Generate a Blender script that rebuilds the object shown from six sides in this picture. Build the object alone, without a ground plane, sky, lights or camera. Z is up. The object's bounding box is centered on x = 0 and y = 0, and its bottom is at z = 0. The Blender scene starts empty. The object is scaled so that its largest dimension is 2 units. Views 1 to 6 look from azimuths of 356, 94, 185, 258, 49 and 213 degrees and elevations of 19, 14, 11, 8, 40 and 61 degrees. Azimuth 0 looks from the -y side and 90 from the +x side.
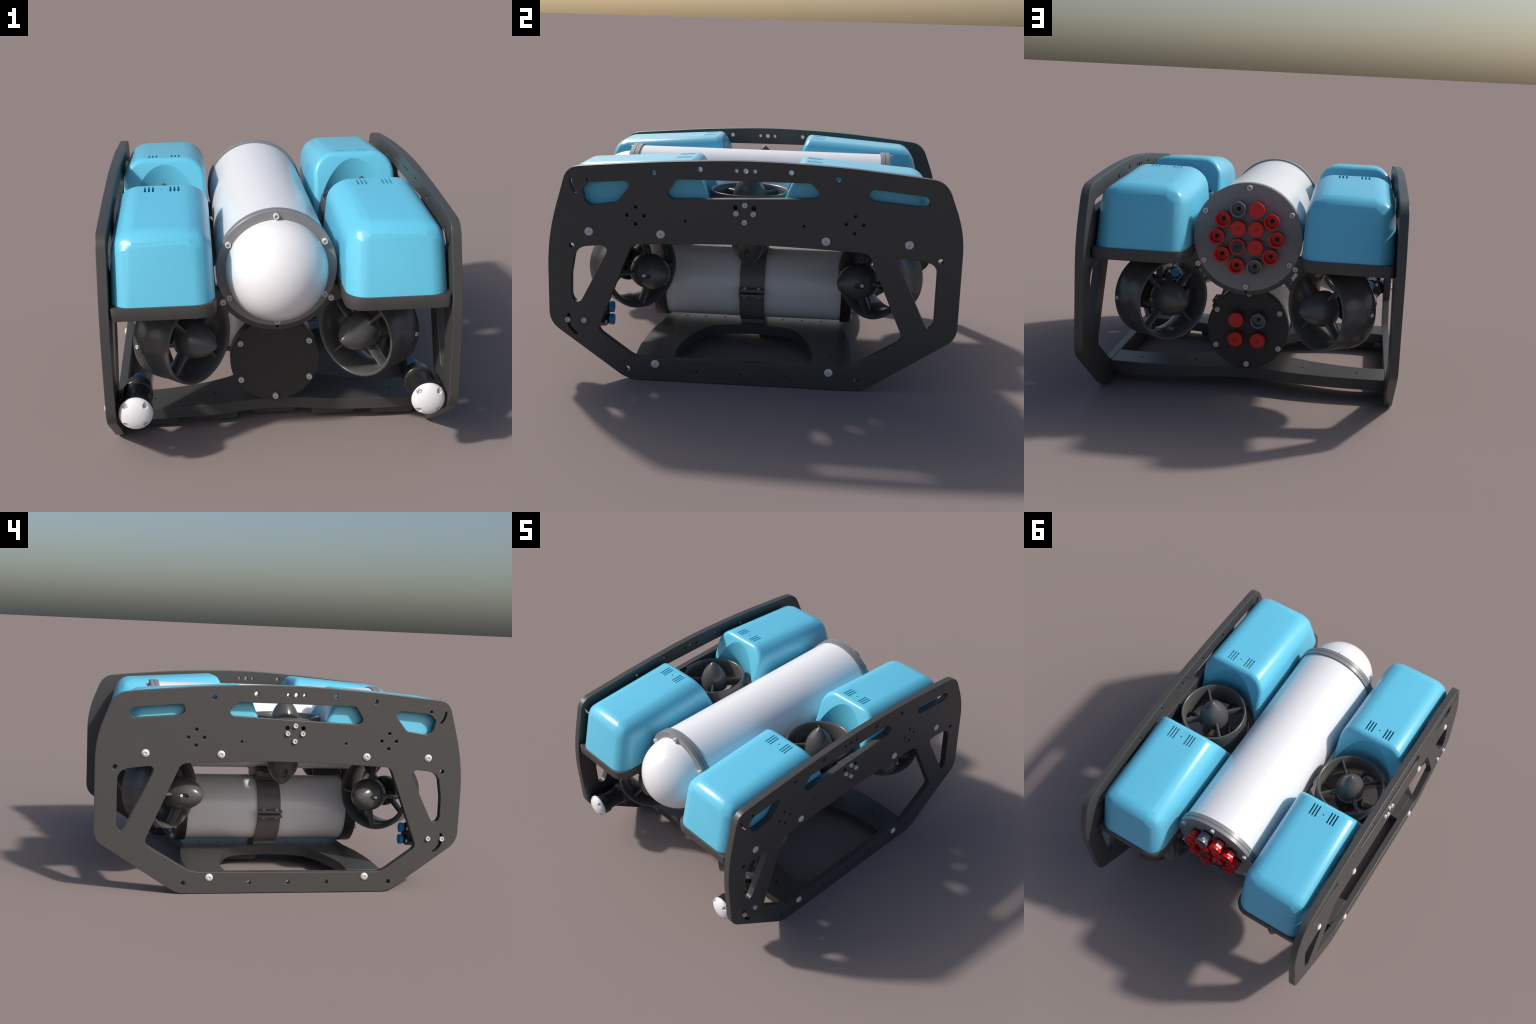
import bpy, bmesh, math, random
from mathutils import Matrix, Vector
random.seed(7)
pi = math.pi
YC = -0.041            # fore-aft centre of the frame

# ------------------------------------------------------------------ materials
def material(name, color, rough=0.4, metallic=0.0, coat=0.0, spec=0.5, grain=0.03, scale=60.0):
    m = bpy.data.materials.new(name)
    m.use_nodes = True
    nt = m.node_tree
    b = nt.nodes["Principled BSDF"]
    tc = nt.nodes.new("ShaderNodeTexCoord")
    noise = nt.nodes.new("ShaderNodeTexNoise")
    noise.inputs["Scale"].default_value = scale
    noise.inputs["Detail"].default_value = 3.0
    nt.links.new(tc.outputs["Object"], noise.inputs["Vector"])
    ramp = nt.nodes.new("ShaderNodeValToRGB")
    lo = [c * (1 - grain) for c in color]
    hi = [min(1.0, c * (1 + grain)) for c in color]
    ramp.color_ramp.elements[0].position = 0.3
    ramp.color_ramp.elements[1].position = 0.7
    ramp.color_ramp.elements[0].color = (*lo, 1)
    ramp.color_ramp.elements[1].color = (*hi, 1)
    nt.links.new(noise.outputs["Fac"], ramp.inputs["Fac"])
    nt.links.new(ramp.outputs["Color"], b.inputs["Base Color"])
    b.inputs["Roughness"].default_value = rough
    b.inputs["Metallic"].default_value = metallic
    b.inputs["Coat Weight"].default_value = coat
    b.inputs["Specular IOR Level"].default_value = spec
    return m

M_BLUE = material("blue_fairing_plastic", (0.137, 0.565, 0.775), 0.28, grain=0.012)
M_WHITE = material("white_enclosure", (0.84, 0.84, 0.86), 0.22, grain=0.01)
M_FRAME = material("black_hdpe_sheet", (0.060, 0.059, 0.058), 0.42, grain=0.05)
M_BLACK = material("black_anodised_cap", (0.030, 0.029, 0.029), 0.45, grain=0.05)
M_GREY = material("grey_anodised_flange", (0.235, 0.235, 0.24), 0.34, grain=0.03)
M_THRUST = material("black_thruster_plastic", (0.092, 0.091, 0.090), 0.24, grain=0.04)
M_LAMP = material("black_lamp_body", (0.022, 0.022, 0.023), 0.3, grain=0.04)
M_STRAP = material("grey_strap_plastic", (0.14, 0.136, 0.132), 0.4, grain=0.03)
M_DARK = material("dark_recess", (0.006, 0.006, 0.007), 0.6)
M_BOLT = material("steel_bolt", (0.68, 0.67, 0.65), 0.33, grain=0.02)
M_RED = material("red_anodised_plug", (0.63, 0.010, 0.010), 0.3, grain=0.02)
M_REDDK = material("dark_red_hex_outline", (0.20, 0.004, 0.004), 0.4)
M_PLUG = material("grey_anodised_plug", (0.15, 0.16, 0.18), 0.3, metallic=0.2, grain=0.02)
M_CONN = material("blue_anodised_plug", (0.03, 0.30, 0.62), 0.3, grain=0.02)
M_LENS = material("white_lamp_lens", (0.86, 0.86, 0.88), 0.2, grain=0.01)

# ------------------------------------------------------------------ helpers
root = bpy.data.objects.new("underwater_robot", None)
bpy.context.scene.collection.objects.link(root)
root["label"] = "open-frame underwater robot with blue floats and white tubes"
root["category"] = "underwater robot"

WORLD = {}
def place(o, parent, world):
    """parent o and put it at a given world matrix"""
    o.parent = parent
    o.matrix_basis = WORLD[parent].inverted() @ world
    WORLD[o] = world.copy()
    return o

def add(name, me, parent=None, matrix=None, mat=None):
    o = bpy.data.objects.new(name, me)
    bpy.context.scene.collection.objects.link(o)
    o.parent = parent or root
    WORLD[o] = WORLD.get(o.parent, Matrix()) @ (matrix or Matrix())
    if matrix is not None:
        o.matrix_basis = matrix
    if mat is not None and not me.materials:
        me.materials.append(mat)
    return o

def finish(bm, name, mat=None, angle=35, weld=1e-5):
    if weld:
        bmesh.ops.remove_doubles(bm, verts=bm.verts, dist=weld)
    bmesh.ops.recalc_face_normals(bm, faces=bm.faces)
    me = bpy.data.meshes.new(name)
    bm.to_mesh(me)
    bm.free()
    smooth(me, angle)
    if mat:
        for m in (mat if isinstance(mat, (list, tuple)) else [mat]):
            me.materials.append(m)
    return me

def smooth(me, angle=35):
    me.polygons.foreach_set("use_smooth", [True] * len(me.polygons))
    me.set_sharp_from_angle(angle=math.radians(angle))

def lathe_into(bm, prof, seg=48, closed=False, mi=0, mtx=None, phase=0.0):
    """revolve (z, r) profile about local Z"""
    mtx = mtx or Matrix()
    rings = []
    for z, r in prof:
        if r < 1e-6:
            rings.append([bm.verts.new(mtx @ Vector((0, 0, z)))])
        else:
            rings.append([bm.verts.new(mtx @ Vector((r * math.cos(phase + 2 * pi * i / seg),
                                                     r * math.sin(phase + 2 * pi * i / seg), z)))
                          for i in range(seg)])
    n = len(rings)
    for k in range(n if closed else n - 1):
        a, b = rings[k], rings[(k + 1) % n]
        for i in range(seg):
            j = (i + 1) % seg
            vs = []
            if len(a) == 1 and len(b) == 1:
                continue
            if len(a) == 1:
                vs = [a[0], b[j], b[i]]
            elif len(b) == 1:
                vs = [a[i], a[j], b[0]]
            else:
                vs = [a[i], a[j], b[j], b[i]]
            f = bm.faces.new(vs)
            f.material_index = mi

def lathe(name, prof, mat, seg=48, closed=False, angle=35):
    bm = bmesh.new()
    lathe_into(bm, prof, seg, closed)
    return finish(bm, name, mat, angle)

def box_into(bm, lo, hi, mtx=None, mi=0, bevel=0.0):
    mtx = mtx or Matrix()
    c = [(a + b) / 2 for a, b in zip(lo, hi)]
    s = [b - a for a, b in zip(lo, hi)]
    r = bmesh.ops.create_cube(bm, size=1.0, matrix=mtx @ Matrix.Translation(c) @ Matrix.Diagonal((*s, 1)))
    fs = {f for v in r["verts"] for f in v.link_faces}
    for f in fs:
        f.material_index = mi
    if bevel:
        es = list({e for v in r["verts"] for e in v.link_edges})
        bmesh.ops.bevel(bm, geom=es, offset=bevel, segments=2, affect='EDGES', profile=0.5)

def box(name, lo, hi, mat, bevel=0.003):
    bm = bmesh.new()
    box_into(bm, lo, hi, bevel=bevel)
    return finish(bm, name, mat)

def rounded(pts, steps=6, default=0.012):
    """polygon (x, y[, tangent length]) -> polygon with blended corners"""
    out = []
    n = len(pts)
    for i in range(n):
        p = Vector(pts[i][:2]); a = Vector(pts[i - 1][:2]); b = Vector(pts[(i + 1) % n][:2])
        t = pts[i][2] if len(pts[i]) > 2 else default
        la, lb = (a - p).length, (b - p).length
        ta, tb = min(t, la * 0.49), min(t, lb * 0.49)
        q0, q1 = p + (a - p).normalized() * ta, p + (b - p).normalized() * tb
        for k in range(steps + 1):
            u = k / steps
            out.append(tuple(q0 * (1 - u) ** 2 + p * 2 * u * (1 - u) + q1 * u * u))
    return out

def circle(cx, cy, r, n=20):
    return [(cx + r * math.cos(2 * pi * i / n), cy + r * math.sin(2 * pi * i / n)) for i in range(n)]

def arc_slot(cx, cy, R, a0, a1, w, n=14):
    a0, a1 = math.radians(a0), math.radians(a1)
    pts = []
    for k in range(n + 1):
        a = a0 + (a1 - a0) * k / n
        pts.append((cx + (R + w) * math.cos(a), cy + (R + w) * math.sin(a)))
    ex, ey = cx + R * math.cos(a1), cy + R * math.sin(a1)
    for k in range(1, 6):
        a = a1 + pi * k / 6
        pts.append((ex + w * math.cos(a), ey + w * math.sin(a)))
    for k in range(n + 1):
        a = a1 + (a0 - a1) * k / n
        pts.append((cx + (R - w) * math.cos(a), cy + (R - w) * math.sin(a)))
    ex, ey = cx + R * math.cos(a0), cy + R * math.sin(a0)
    for k in range(1, 6):
        a = a0 + pi + pi * k / 6
        pts.append((ex + w * math.cos(a), ey + w * math.sin(a)))
    return pts

def sheet(name, outline, holes, thick, mtx, mat, bevel=0.003, angle=20):
    """2D outline with holes, extruded symmetric about its plane; mtx maps (u, v, w) to space"""
    cu = bpy.data.curves.new(name, 'CURVE')
    cu.dimensions = '2D'
    cu.fill_mode = 'BOTH'
    cu.extrude = thick / 2 - bevel
    cu.bevel_depth = bevel
    cu.bevel_resolution = 1
    cu.offset = -bevel
    for loop in [outline] + holes:
        sp = cu.splines.new('POLY')
        sp.points.add(len(loop) - 1)
        for p, q in zip(sp.points, loop):
            p.co = (q[0], q[1], 0, 1)
        sp.use_cyclic_u = True
    tmp = bpy.data.objects.new(name, cu)
    bpy.context.scene.collection.objects.link(tmp)
    bpy.context.view_layer.update()
    me = bpy.data.meshes.new_from_object(tmp.evaluated_get(bpy.context.evaluated_depsgraph_get()))
    bpy.data.objects.remove(tmp)
    bpy.data.curves.remove(cu)
    me.transform(mtx)
    if mtx.determinant() < 0:
        me.flip_normals()
    bm = bmesh.new()
    bm.from_mesh(me)
    bpy.data.meshes.remove(me)
    return finish(bm, name, mat, angle)

def boolean(me, cutters, name, mat, angle=35):
    base = bpy.data.objects.new("tmp_base", me)
    bpy.context.scene.collection.objects.link(base)
    cs = []
    for c in cutters:
        o = bpy.data.objects.new("tmp_cut", c)
        bpy.context.scene.collection.objects.link(o)
        md = base.modifiers.new("b", 'BOOLEAN')
        md.operation = 'DIFFERENCE'
        md.solver = 'EXACT'
        md.object = o
        cs.append(o)
    bpy.context.view_layer.update()
    out = bpy.data.meshes.new_from_object(base.evaluated_get(bpy.context.evaluated_depsgraph_get()))
    for o in cs + [base]:
        bpy.data.objects.remove(o)
    out.name = name
    out.materials.clear()
    out.materials.append(mat)
    for p in out.polygons:
        p.material_index = 0
    smooth(out, angle)
    return out

def mirrored(me, sx, sy, name):
    m2 = me.copy()
    m2.name = name
    m2.transform(Matrix.Diagonal((sx, sy, 1, 1)))
    if sx * sy < 0:
        m2.flip_normals()
    return m2

T = Matrix.Translation
def rot(a, ax): return Matrix.Rotation(a, 4, ax)
AX_P = rot(-pi / 2, 'X')     # local Z -> +Y
AX_M = rot(pi / 2, 'X')      # local Z -> -Y

# ------------------------------------------------------------------ fasteners
def bolt_mesh(name, r, h, button=False):
    bm = bmesh.new()
    if button:
        prof = [(0, 0), (0, r), (h * 0.35, r), (h * 0.75, r * 0.72), (h, r * 0.5), (h, r * 0.36), (h * 0.45, r * 0.34), (h * 0.45, 0)]
    else:
        prof = [(0, 0), (0, r), (h * 0.85, r), (h, r * 0.9), (h, r * 0.56), (h * 0.4, r * 0.54), (h * 0.4, 0)]
    lathe_into(bm, prof, 24)
    return finish(bm, name, M_BOLT, 30)
ME_CAP = bolt_mesh("cap_bolt", 0.0130, 0.0165)
ME_LOW = bolt_mesh("low_bolt", 0.0130, 0.0125)
ME_BUT = bolt_mesh("button_bolt", 0.0205, 0.012, True)
ME_SMALL = bolt_mesh("small_screw", 0.0095, 0.006)

def bolt(me, loc, direction, parent=None, name="bolt"):
    q = Vector((0, 0, 1)).rotation_difference(Vector(direction)).to_matrix().to_4x4()
    return add(name, me, parent, T(loc) @ q)

# ------------------------------------------------------------------ side frames
plate = [(-0.612, 0, .05), (-1.0, .280, .06), (-1.0, .715, .16), (-.900, 1.060, .06), (-.75, 1.074, .05),
         (-.45, 1.099, .1), (-.171, 1.1145, .1), (-.03, 1.118, .06), (.10, 1.117, .06), (.30, 1.110, .08),
         (.46, 1.101, .08), (.75, 1.074, .05), (.905, 1.056, .068), (1.0, .815, .11), (1.0, .291, .055), (.560, 0, .045)]
slots = [
    [(-.828, .955), (-.795, .987), (-.618, 1.002), (-.597, .986), (-.600, .970), (-.664, .893), (-.780, .875), (-.815, .895)],
    [(-.413, .956), (-.370, 1.019), (0, 1.0225), (.270, 1.024), (.310, .984), (.310, .964), (.292, .951), (-.390, .922), (-.413, .938)],
    [(.545, .975), (.552, 1.0), (.568, 1.007), (.810, .983), (.829, .966), (.829, .946), (.810, .930), (.572, .950), (.550, .962)],
    [(-.733, .682), (-.708, .664), (-.712, .642), (-.838, .400), (-.855, .390), (-.876, .395), (-.888, .421), (-.886, .530),
     (-.868, .634), (-.847, .660), (-.818, .673)],
    [(.724, .682), (.840, .667), (.870, .652), (.886, .622), (.886, .370), (.876, .346), (.861, .336), (.847, .346), (.699, .655), (.705, .676)],
    [(-.592, .676), (-.573, .693), (-.250, .708), (0, .714), (.100, .7145), (.300, .709), (.508, .700), (.543, .697), (.563, .683),
     (.731, .302), (.735, .279), (.721, .259), (.540, .148), (.500, .126), (.450, .1165), (-.555, .113), (-.590, .128), (-.743, .238), (-.756, .262)],
]
drill = [(-.798, 1.001, .008), (-.480, 1.0465, .0125), (.397, 1.0465, .0125), (-.257, 1.0705, .012), (-.085, 1.070, .0095),
         (-.041, 1.070, .0125), (.003, 1.070, .0095), (.174, 1.071, .012), (-.326, .818, .006), (.243, .818, .006),
         (-.086, .895, .0115), (.002, .895, .0115), (-.882, .675, .0125), (.8985, .675, .0125),
         (-.611, .0565, .0125), (-.258, .058, .011), (-.042, .0575, .011), (.173, .058, .011), (.527, .057, .0125)]
for cy in (-.567, .484):
    for dy, dz in ((.0415, 0), (-.0415, 0), (0, .0415), (0, -.0415)):
        drill.append((cy + dy, .836 + dz, .0085))
holes = [rounded(s) for s in slots] + [circle(a, b, r) for a, b, r in drill]
holes.append(arc_slot(-.825, .298, .081, 163, 240, .0075))
holes.append(arc_slot(-.798, 1.001, .084, 181, 225, .0065))
X_IN, X_OUT = 0.698, 0.7385
for sx in (1, -1):
    # plane (u=y, v=z) -> x
    m = Matrix(((0, 0, sx, sx * (X_IN + X_OUT) / 2), (1, 0, 0, 0), (0, 1, 0, 0), (0, 0, 0, 1)))
    fr = add("side_frame", sheet("side_frame", rounded(plate, 10), holes, X_OUT - X_IN, m, M_FRAME, 0.0025))
    for y, z in ((-.795, .7485), (-.4445, .749), (.350, .749), (.745, .749), (-.471, .0875), (.390, .088)):
        bolt(ME_BUT, (sx * X_OUT, y, z), (sx, 0, 0), fr)
    for y, z in ((-.041, .908), (-.041, .8255), (-.0825, .8665), (0, .8665), (-.906, .298), (-.825, .299)):
        bolt(ME_LOW, (sx * X_OUT, y, z), (sx, 0, 0), fr)

# ------------------------------------------------------------------ bottom panel
half = [(0, .490), (.10, .497), (.23, .525), (.38, .541), (.53, .545), (.6975, .536)]
outl = half + [(.6975, .340), (.60, .348), (.55, .348), (.467, .336), (.31, .297), (.17, .232), (.135, .15), (.117, .03)]
right = outl + [(x, -y) for x, y in reversed(outl)]
full = right + [(-x, y) for x, y in reversed(right)]
clean = []
for p in full:
    if not clean or (abs(p[0] - clean[-1][0]) + abs(p[1] - clean[-1][1])) > 1e-4:
        clean.append(p)
if abs(clean[0][0] - clean[-1][0]) + abs(clean[0][1] - clean[-1][1]) < 1e-4:
    clean.pop()
def soften(p):
    t = 0.001 if abs(p[0]) > .69 else 0.06
    return (p[0], p[1] + YC, t)
ph = [(0, y) for y in (-.422, -.3135, -.205, .123, .232, .342)]
for sx in (1, -1):
    ph += [(sx * .277, -.459), (sx * .555, -.481), (sx * .277, .377), (sx * .555, .400)]
panel_me = sheet("bottom_panel", rounded([soften(p) for p in clean], 5), [circle(a, b, .007, 12) for a, b in ph], .055,
                 T((0, 0, .0875)), M_FRAME, 0.002)
panel = add("bottom_panel", panel_me)

def ballast():
    o = [(-.103, -.06, .004), (.103, -.06, .004), (.103, .06, .004), (-.103, .06, .004)]
    bm = bmesh.new()
    box_into(bm, (-.103, -.06, -.042), (.103, .06, 0))
    es = [e for e in bm.edges if all(v.co.z < -.02 for v in e.verts) and all(abs(v.co.x) > .1 for v in e.verts) and
          e.verts[0].co.x == e.verts[1].co.x]
    bmesh.ops.bevel(bm, geom=es, offset=.024, segments=4, affect='EDGES', profile=0.5)
    return finish(bm, "ballast_weight", M_FRAME)
ME_BAL = ballast()
for x, y, a in ((0, -.422, 0), (.277, -.459, 0), (-.277, -.459, 0), (.555, -.481, 0), (-.555, -.481, 0), (0, .099, pi / 2)):
    add("ballast_weight", ME_BAL, panel, T((x, y - (.010 if a == 0 else 0), .0585)) @ rot(a, 'Z'))

# ------------------------------------------------------------------ floats and their trays
FX = 0.482
def fairing_mesh():
    zb = .775
    vb = [(-.213, .122), (.213, .122), (.213, .930), (-.213, .930)]
    vt = [(-.204, .254, 1.103), (.204, .254, 1.103), (.204, .854, 1.061), (-.204, .854, 1.061)]
    bm = bmesh.new()
    B = [bm.verts.new((x, y, zb)) for x, y in vb]
    Tt = [bm.verts.new(p) for p in vt]
    bm.faces.new(B[::-1]); bm.faces.new(Tt)
    for i in range(4):
        bm.faces.new((B[i], B[(i + 1) % 4], Tt[(i + 1) % 4], Tt[i]))
    lay = bm.edges.layers.float.new("bevel_weight_edge")
    for a, b, w in ((Tt[1], Tt[2], 1.0), (Tt[3], Tt[0], 1.0), (Tt[2], Tt[3], .60), (B[2], Tt[2], .83), (B[3], Tt[3], .83)):
        bm.edges.get((a, b))[lay] = w
    me0 = bpy.data.meshes.new("tmp"); bm.to_mesh(me0); bm.free()
    o = bpy.data.objects.new("tmp", me0)
    bpy.context.scene.collection.objects.link(o)
    md = o.modifiers.new("bevel", 'BEVEL')
    md.limit_method = 'WEIGHT'; md.width = .105; md.segments = 10; md.offset_type = 'OFFSET'
    bpy.context.view_layer.update()
    me1 = bpy.data.meshes.new_from_object(o.evaluated_get(bpy.context.evaluated_depsgraph_get()))
    bpy.data.objects.remove(o)
    bm = bmesh.new(); bm.from_mesh(me1)
    bm.faces.ensure_lookup_table()
    # small fillet round the end that faces the vertical thruster
    end = max((f for f in bm.faces if f.normal.y < -.5), key=lambda f: f.calc_area())
    es = [e for e in end.edges if not all(v.co.z < zb + 1e-4 for v in e.verts)]
    bmesh.ops.bevel(bm, geom=es, offset=.024, segments=8, affect='EDGES', profile=0.5)
    me = finish(bm, "fairing_base")
    cut = []
    b2 = bmesh.new(); lathe_into(b2, [(.6, 0), (.6, .242), (1.3, .242), (1.3, 0)], 72); cut.append(finish(b2, "c"))
    b3 = bmesh.new()
    for s in (1, -1):
        for d in (.039, .057, .075):
            box_into(b3, (s * d - .0044, .285, 1.03), (s * d + .0044, .357, 1.12))
    lathe_into(b3, [(1.065, 0), (1.065, .005), (1.12, .005), (1.12, 0)], 12, mtx=T((0, .322, 0)))
    cut.append(finish(b3, "c"))
    return boolean(me, cut, "fairing", M_BLUE, 14)
fair = fairing_mesh()

def tray_mesh():
    o = rounded([(-.218, .165, .01), (.2155, .165, .01), (.2155, .92, .02), (.205, .939, .02), (-.218, .939, .085)], 8)
    # concave bite for the vertical thruster is cut afterwards
    me = sheet("float_tray", o, [], .055, T((0, 0, .7475)), M_FRAME, 0.002)
    b2 = bmesh.new(); lathe_into(b2, [(.6, 0), (.6, .240), (1.3, .240), (1.3, 0)], 72)
    return boolean(me, [finish(b2, "c")], "float_tray", M_FRAME, 30)
tray = tray_mesh()
for sx in (1, -1):
    for sy in (1, -1):
        t = add("float_tray", mirrored(tray, sx, sy, "float_tray"), None, T((sx * FX, YC, 0)))
        add("float_cover", mirrored(fair, sx, sy, "float_cover"), None, T((sx * FX, YC, 0)))

# ------------------------------------------------------------------ main electronics tube
ZM, RM = .825, .250
tube = add("electronics_tube", lathe("electronics_tube", [(-.684, .235), (-.684, RM), (.625, RM), (.625, .235)], M_WHITE, 96), None,
           T((0, 0, ZM)) @ AX_P)
front = add("front_flange", lathe("front_flange", [(.675, .225), (.675, .2595), (.6985, .2600), (.6995, .2555), (.7005, .2555), (.7015, .2600), (.7220, .2600),
                                                 (.7240, .2575), (.7240, .215)], M_GREY, 64), None, T((0, 0, ZM)) @ AX_M)
rear = add("rear_end_cap", lathe("rear_end_cap", [(.619, .225), (.619, .2595), (.6425, .2600), (.6435, .2555), (.6445, .2555), (.6455, .2600), (.6665, .2600),
                                                (.6685, .2575), (.6685, 0)], M_GREY, 64), None, T((0, 0, ZM)) @ AX_P)
prof = [(.7238, .2200), (.7310, .2200)]
for k in range(1, 25):
    a = pi / 2 * k / 24
    prof.append((.732 + .2190 * math.sin(a), .2190 * math.cos(a) if k < 24 else 0))
add("dome", lathe("dome", prof, M_WHITE, 96), front, None)
for k in range(6):
    a = pi / 2 + k * pi / 3
    x, z = .2368 * math.cos(a), ZM + .2368 * math.sin(a)
    ob = bolt(ME_CAP, (x, -.7240, z), (0, -1, 0)); place(ob, front, WORLD[ob])
    ob = bolt(ME_CAP, (x, .6685, z), (0, 1, 0)); place(ob, rear, WORLD[ob])

# cradle rings that carry the tube (crescents under both flanges) with arms to the trays
def cradle_outline():
    pts = []
    a0, a1 = math.radians(-146), math.radians(-34)
    n = 28
    for k in range(n + 1):
        a = a0 + (a1 - a0) * k / n
        pts.append((.281 * math.cos(a), .281 * math.sin(a)))
    lob = [(.300, -.150), (.300, -.085), (.262, -.085), (.2525, -.105)]
    inner = []
    b0, b1 = math.radians(-23), math.radians(-157)
    for k in range(n + 1):
        a = b0 + (b1 - b0) * k / n
        inner.append((.252 * math.cos(a), .252 * math.sin(a)))
    return pts + [(.252, -.158), (.300, -.140), (.300, -.085), (.245, -.085)] + inner[2:-2] + [(-.245, -.085), (-.300, -.085), (-.300, -.140), (-.252, -.158)]
for y0, y1, s in ((-.722, -.664, -1), (.605, .664, 1)):
    m = Matrix(((1, 0, 0, 0), (0, 0, -1, (y0 + y1) / 2), (0, 1, 0, ZM), (0, 0, 0, 1)))
    cr = add("cradle_ring", sheet("cradle_ring", cradle_outline(), [circle(0, -.266, .006, 10)], y1 - y0, m, M_FRAME, .002))
    for sx in (1, -1):
        bolt(ME_CAP, (sx * .2335, y1 if s > 0 else y0, .6865), (0, s, 0), cr)

# saddle between the two tubes
sad = bmesh.new()
box_into(sad, (-.125, -.107, .515), (.125, .030, .590), bevel=.004)
for sx in (1, -1):
    box_into(sad, (sx * .17 - .03, -.107, .545), (sx * .17 + .03, .030, .572), mtx=T((0, 0, 0)), bevel=.003)
add("tube_saddle", finish(sad, "tube_saddle", M_FRAME, weld=0))

# ------------------------------------------------------------------ cable plugs on the rear cap
def plug_mesh(name, style, mat, L):
    """style: cup / cap / blank / core ; along local Z"""
    bm = bmesh.new()
    lathe_into(bm, [(0, 0), (0, .033), (.010, .033), (.010, 0)], 24, mi=1)
    E = L - .020
    lathe_into(bm, [(.010, 0), (.010, .034), (.012, .0365), (E, .0365)], 6, phase=pi / 6)
    lathe_into(bm, [(E, .030), (E, .0365), (E + .003, .0378), (L - .002, .0378)], 28)
    if style == "cup":
        lathe_into(bm, [(L - .002, .0378), (L, .0360), (L, .0300), (L - .003, .0285), (L - .030, .0250), (L - .030, .0170), (L - .040, .0165)], 28)
        lathe_into(bm, [(L - .040, .0165), (L - .040, .010)], 20)
        lathe_into(bm, [(L - .040, .010), (L - .048, .010), (L - .048, 0)], 20, mi=1)
    else:
        lathe_into(bm, [(L - .002, .0378), (L, .0362), (L, 0)], 28)
        if style == "blank":
            lathe_into(bm, [(L - .001, .0085), (L + .0012, .0085), (L + .0012, .0062), (L - .001, .0062)], 6, mi=3)
        if style == "core":
            lathe_into(bm, [(L + .0003, .030), (L + .0018, .0295), (L + .0018, .007)], 24, mi=2)
            lathe_into(bm, [(L + .0018, .007), (L + .0006, .006), (L + .0006, 0)], 8, mi=1)
    return finish(bm, name, [mat, M_DARK, M_BLACK, M_REDDK], 30, weld=0)
P_CUP = plug_mesh("cable_plug", "cup", M_RED, .064)
P_BLANK = plug_mesh("cable_plug", "blank", M_RED, .058)
P_CAP = plug_mesh("cable_plug", "cap", M_RED, .070)
P_CORE = plug_mesh("cable_plug", "core", M_RED, .060)
P_GREY = plug_mesh("cable_plug", "cup", M_PLUG, .072)
zc = .830
ring = {0: P_CUP, 36: P_CUP, 72: P_GREY, 108: P_CAP, 144: P_CUP, 180: P_CUP, 216: P_CUP, 252: P_GREY, 288: P_CUP, 324: P_CUP}
for deg, me in ring.items():
    a = math.radians(deg)
    o = add("cable_plug", me, rear)
    place(o, rear, T((.1425 * math.cos(a), .6685, zc + .1425 * math.sin(a))) @ AX_P)
for x, z, me in ((.043, .043, P_BLANK), (-.043, .043, P_BLANK), (.043, -.043, P_CORE), (-.043, -.043, P_BLANK)):
    o = add("cable_plug", me, rear)
    place(o, rear, T((x, .6685, zc + z)) @ AX_P)

# ------------------------------------------------------------------ battery tube
ZB, RB = .333, .1945
add("battery_tube", lathe("battery_tube", [(-.516, .18), (-.516, RB), (.446, RB), (.446, .18)], M_WHITE, 96), None, T((0, 0, ZB)) @ AX_P)
def bat_cap(y0, y1):
    ym = (y0 + y1) / 2
    return [(y0, .17), (y0, .2035), (ym - .001, .204), (ym, .200), (ym + .001, .204), (y1 - .002, .204), (y1, .2015), (y1, 0)]
bf = add("battery_end_cap", lathe("battery_end_cap", bat_cap(.512, .5785), M_BLACK, 64), None, T((0, 0, ZB)) @ AX_M)
br = add("battery_end_cap", lathe("battery_end_cap_rear", bat_cap(.442, .4985), M_BLACK, 64), None, T((0, 0, ZB)) @ AX_P)
for k in range(6):
    a = pi / 2 + k * pi / 3
    x, z = .181 * math.cos(a), ZB + .181 * math.sin(a)
    for cap, y, d in ((bf, -.5785, -1), (br, .4985, 1)):
        ob = bolt(ME_CAP, (x, y, z), (0, d, 0)); place(ob, cap, WORLD[ob])
for x, z, me in ((.0555, .390, P_CAP), (-.0555, .392, P_GREY), (.0555, .288, P_BLANK), (-.0555, .288, P_BLANK)):
    o = add("cable_plug", me, br)
    place(o, br, T((x, .4985, z)) @ AX_P)

# strap with clamp ears
st = bmesh.new()
lathe_into(st, [(-.107, .1955), (-.107, .2155), (.027, .2155), (.027, .1955)], 64, closed=True, mtx=T((0, 0, ZB)) @ AX_P)
for sx in (1, -1):
    for z0 in (.3115, .3395):
        lo, hi = sorted((sx * .205, sx * .256))
        box_into(st, (lo, -.1085, z0), (hi, .0285, z0 + .0155), bevel=.0015)
strap = add("battery_strap", finish(st, "battery_strap", M_STRAP, weld=0))
for sx in (1, -1):
    for y in (-.078, -.002):
        bolt(ME_SMALL, (sx * .237, y, .355), (0, 0, 1), strap)
        bolt(ME_SMALL, (sx * .237, y, .3115), (0, 0, -1), strap)
# feet of the strap on the panel
add("strap_foot", box("strap_foot", (-.09, -.105, .112), (.09, .025, .142), M_STRAP))

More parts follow.
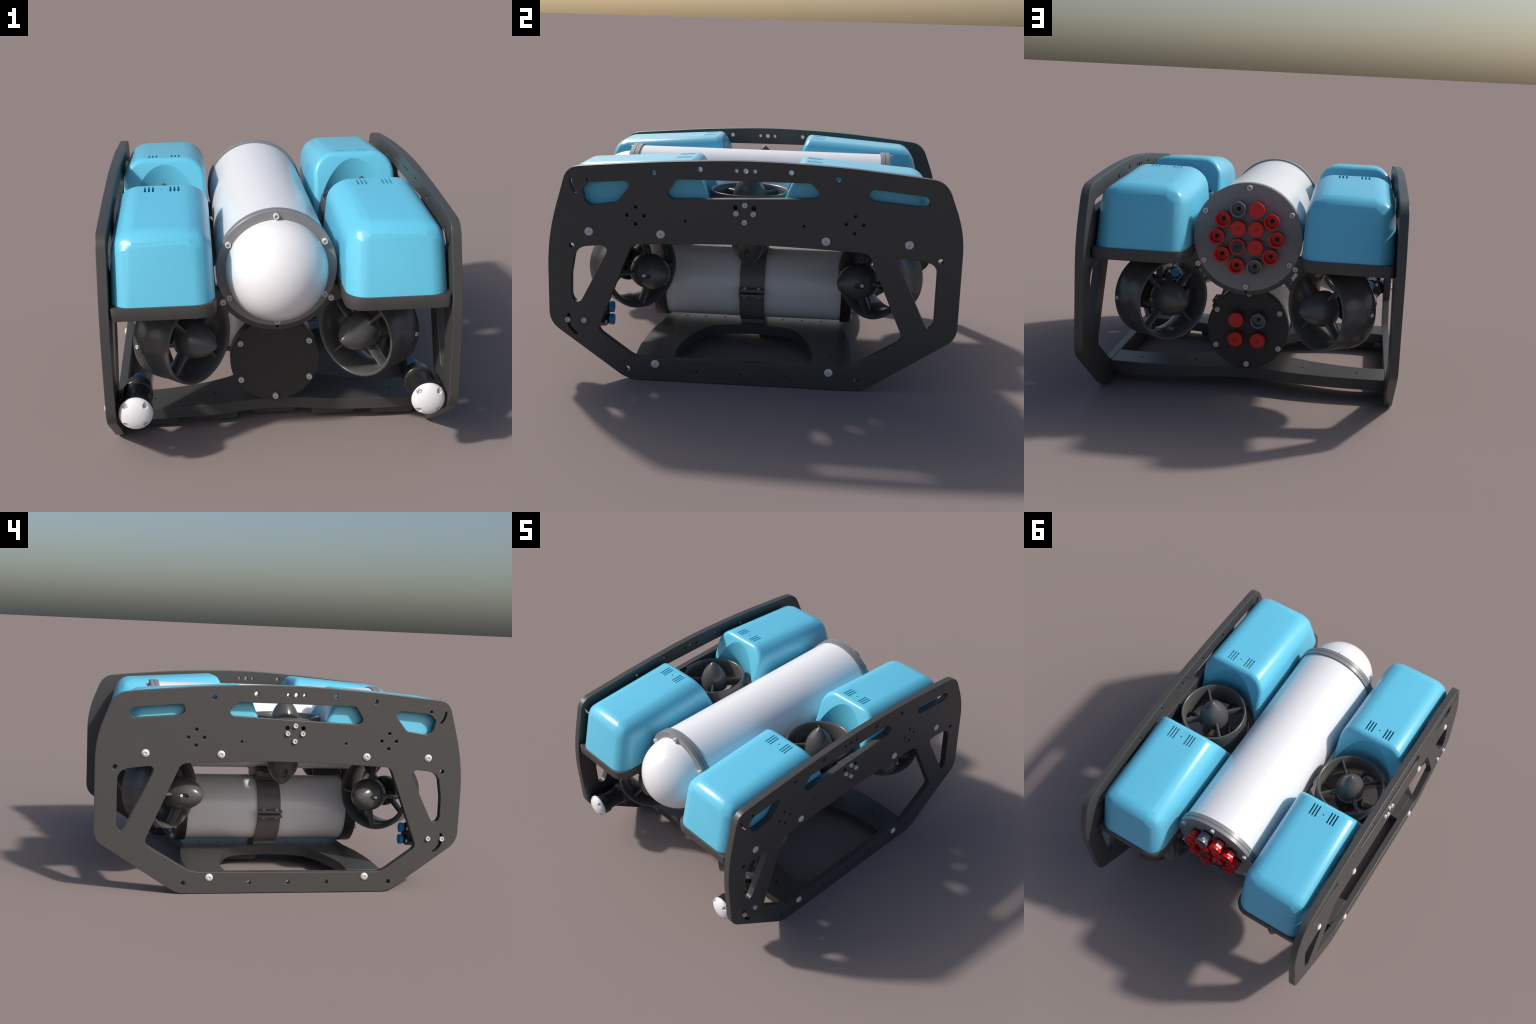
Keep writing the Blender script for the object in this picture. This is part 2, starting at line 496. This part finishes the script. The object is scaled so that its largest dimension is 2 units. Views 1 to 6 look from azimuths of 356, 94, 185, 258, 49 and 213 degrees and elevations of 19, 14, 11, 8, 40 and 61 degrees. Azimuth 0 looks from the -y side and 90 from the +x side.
# ------------------------------------------------------------------ thrusters (local: tip at z = 0, body towards -z, mount towards +x)
def neg(prof): return [(-s, r) for s, r in prof]
duct_prof = neg([(.103, .1845), (.099, .1885), (.0985, .1925), (.1015, .1965), (.112, .1985), (.17, .2005), (.222, .2020), (.228, .2055), (.28, .2085), (.296, .2085),
                 (.303, .2045), (.304, .199), (.297, .190), (.275, .178), (.245, .171), (.20, .168), (.15, .172), (.115, .179)])
def duct_mesh():
    bm = bmesh.new()
    lathe_into(bm, duct_prof, 72, closed=True)
    box_into(bm, (.196, -.026, -.294), (.2108, .026, -.242), bevel=.003)
    return finish(bm, "thruster", M_THRUST, 40, weld=0)
def strut(bm, ang, r0, r1, s0, s1, thick, rake=0.0):
    """blade between hub and duct: lens-shaped section, drawn out along the radius"""
    n = 10
    rings = []
    for r, k in ((r0, 1.25), ((r0 + r1) / 2, 1.0), (r1, 1.1)):
        loop = []
        for i in range(2 * n):
            t = 2 * pi * i / (2 * n)
            u = math.cos(t) * (s1 - s0) / 2 * (1 if r < r1 else .96)
            w = math.sin(t) * thick / 2 * k
            p = Vector((r, w, -(s0 + s1) / 2 + u + rake * (r - r0) / (r1 - r0)))
            loop.append(bm.verts.new(rot(ang, 'Z') @ p))
        rings.append(loop)
    for a, b in zip(rings, rings[1:]):
        for i in range(2 * n):
            j = (i + 1) % (2 * n)
            bm.faces.new((a[i], a[j], b[j], b[i]))
def nose_mesh():
    bm = bmesh.new()
    lathe_into(bm, neg([(0, 0), (.004, .008), (.016, .021), (.035, .039), (.06, .0575), (.09, .073), (.12, .083), (.145, .0865), (.165, .0865),
                        (.180, .0845), (.180, .076), (.150, .074), (.150, 0)]), 48)
    lathe_into(bm, neg([(.150, .02), (.180, .02), (.180, .012), (.150, .012)]), 24)
    for k in range(6):
        box_into(bm, (.018, -.004, -.178), (.077, .004, -.150), mtx=rot(k * pi / 3, 'Z'))
    for k in range(4):
        strut(bm, pi / 4 + k * pi / 2, .07, .186, .118, .182, .020)
    return finish(bm, "nose_cone", M_THRUST, 40, weld=0)
def motor_mesh():
    p = neg([(.278, 0), (.278, .072), (.286, .081), (.30, .0865), (.325, .0900), (.355, .0900), (.385, .0858), (.41, .0780), (.44, .0625),
             (.465, .0420), (.480, .0240), (.487, .0105), (.4895, 0)])
    bm = bmesh.new()
    lathe_into(bm, p, 48)
    me = finish(bm, "motor")
    c = bmesh.new()
    bmesh.ops.create_uvsphere(c, u_segments=24, v_segments=14, radius=1,
                              matrix=T((.077, 0, -.418)) @ rot(math.radians(38), 'Y') @ Matrix.Diagonal((.024, .0155, .032, 1)))
    return boolean(me, [finish(c, "c")], "motor_housing", M_THRUST, 40)
def rear_strut_mesh():
    bm = bmesh.new()
    for k in range(4):
        strut(bm, k * pi / 2, .072, .188, .300, .362, .022, .062)
    return finish(bm, "rear_strut", M_THRUST, 40, weld=0)
ME_DUCT, ME_NOSE, ME_MOTOR, ME_STRUT = duct_mesh(), nose_mesh(), motor_mesh(), rear_strut_mesh()
ME_CABLE = lathe("cable_stub", [(0, 0), (0, .009), (.020, .009), (.022, .007), (.022, 0)], M_BOLT, 16)
def thruster(tip, axis, mount, cable=True):
    z = Vector(axis).normalized(); x = Vector(mount).normalized(); y = z.cross(x)
    m = Matrix((( x.x, y.x, z.x, tip[0]), (x.y, y.y, z.y, tip[1]), (x.z, y.z, z.z, tip[2]), (0, 0, 0, 1)))
    o = add("thruster", ME_DUCT, None, m)
    back = T((0, 0, -.012 if cable else 0))     # vectored units carry a slightly longer motor
    add("nose_cone", ME_NOSE, o); add("motor_housing", ME_MOTOR, o, back); add("rear_strut", ME_STRUT, o, back)
    add("mounting_screw", ME_SMALL, o, T((.2106, 0, -.270)) @ rot(pi / 2, 'Y'))
    if cable:
        add("cable_stub", ME_CABLE, o, back @ T((.061, 0, -.397)) @ rot(math.radians(118), 'Y'))
    return o
s2 = math.sqrt(.5)
for sx in (1, -1):
    thruster((sx * .482, YC, 1.041), (0, 0, 1), (sx, 0, 0), cable=False)
    thruster((sx * .268, -.793, .505), (-sx * s2, -s2, 0), (sx * s2, -s2, 0))
    thruster((sx * .268, .778, .505), (-sx * s2, s2, 0), (sx * s2, s2, 0))
    # mounting block of the vertical thruster on the frame
    lo, hi = sorted((sx * .686, sx * .698))
    add("thruster_mount", box("thruster_mount", (lo, YC - .06, .80), (hi, YC + .06, .93), M_FRAME))

# ------------------------------------------------------------------ lamps (local Z points forward)
for sx in (1, -1):
    cx, cz = sx * .6175, .3005
    M = T((cx, 0, cz)) @ AX_M
    bm = bmesh.new()
    lathe_into(bm, [(.738, 0), (.738, .061), (.741, .064), (.800, .0685), (.803, .066), (.806, .0585), (.905, .0575), (.910, .066),
                    (.914, .0695), (.957, .0695), (.960, .067), (.960, 0)], 40)
    lamp = add("lamp", finish(bm, "lamp", M_LAMP, 35), None, M)
    R = .0725
    pr = [(.9602, R - .002), (.964, R)]
    for k in range(1, 13):
        a = pi / 2 * k / 12
        pr.append((.964 + .0355 * math.sin(a), R * math.cos(a) if k < 12 else 0))
    lens = lathe("lamp_lens", pr, M_LENS, 48)
    cuts = bmesh.new()
    for k in range(4):
        a = pi / 4 + k * pi / 2
        lathe_into(cuts, [(.9695, 0), (.9695, .0125), (1.04, .0145), (1.04, 0)], 20, mtx=T((.0605 * math.cos(a), .0605 * math.sin(a), 0)))
    lb = bmesh.new(); lb.from_mesh(lens)
    lathe_into(lb, [(.9602, R - .002), (.9602, 0)], 48)
    lens2 = finish(lb, "lamp_lens", M_LENS)
    lens3 = boolean(lens2, [finish(cuts, "c")], "lamp_lens", M_LENS, 35)
    lo_ = add("lamp_lens", lens3, lamp)
    for k in range(4):
        a = pi / 4 + k * pi / 2
        add("lens_screw", ME_SMALL, lamp, T((.0605 * math.cos(a), .0605 * math.sin(a), .9697)))
        b = add("lens_screw", ME_SMALL, lamp)
        b.matrix_basis = T((.050 * math.cos(a), .050 * math.sin(a), .738)) @ rot(pi, 'X')
    # plugs on the back
    for dz, style in ((.033, "blank"), (-.033, "cup")):
        me = plug_mesh("lamp_plug", style, M_CONN, .034)
        me.transform(Matrix.Diagonal((.74, .74, 1, 1)))
        o = add("lamp_plug", me, lamp)
        place(o, lamp, T((cx - sx * .009, -.738, cz + dz)) @ AX_P)
    # bracket to the frame
    bb = bmesh.new()
    lo, hi = sorted((sx * .672, sx * .686)); box_into(bb, (lo, -.915, .262), (hi, -.808, .342), bevel=.003)
    lo, hi = sorted((sx * .684, sx * .699)); box_into(bb, (lo, -.925, .270), (hi, -.800, .330), bevel=.002)
    o = add("lamp_bracket", finish(bb, "lamp_bracket", M_LAMP, weld=0), lamp)
    place(o, lamp, Matrix())
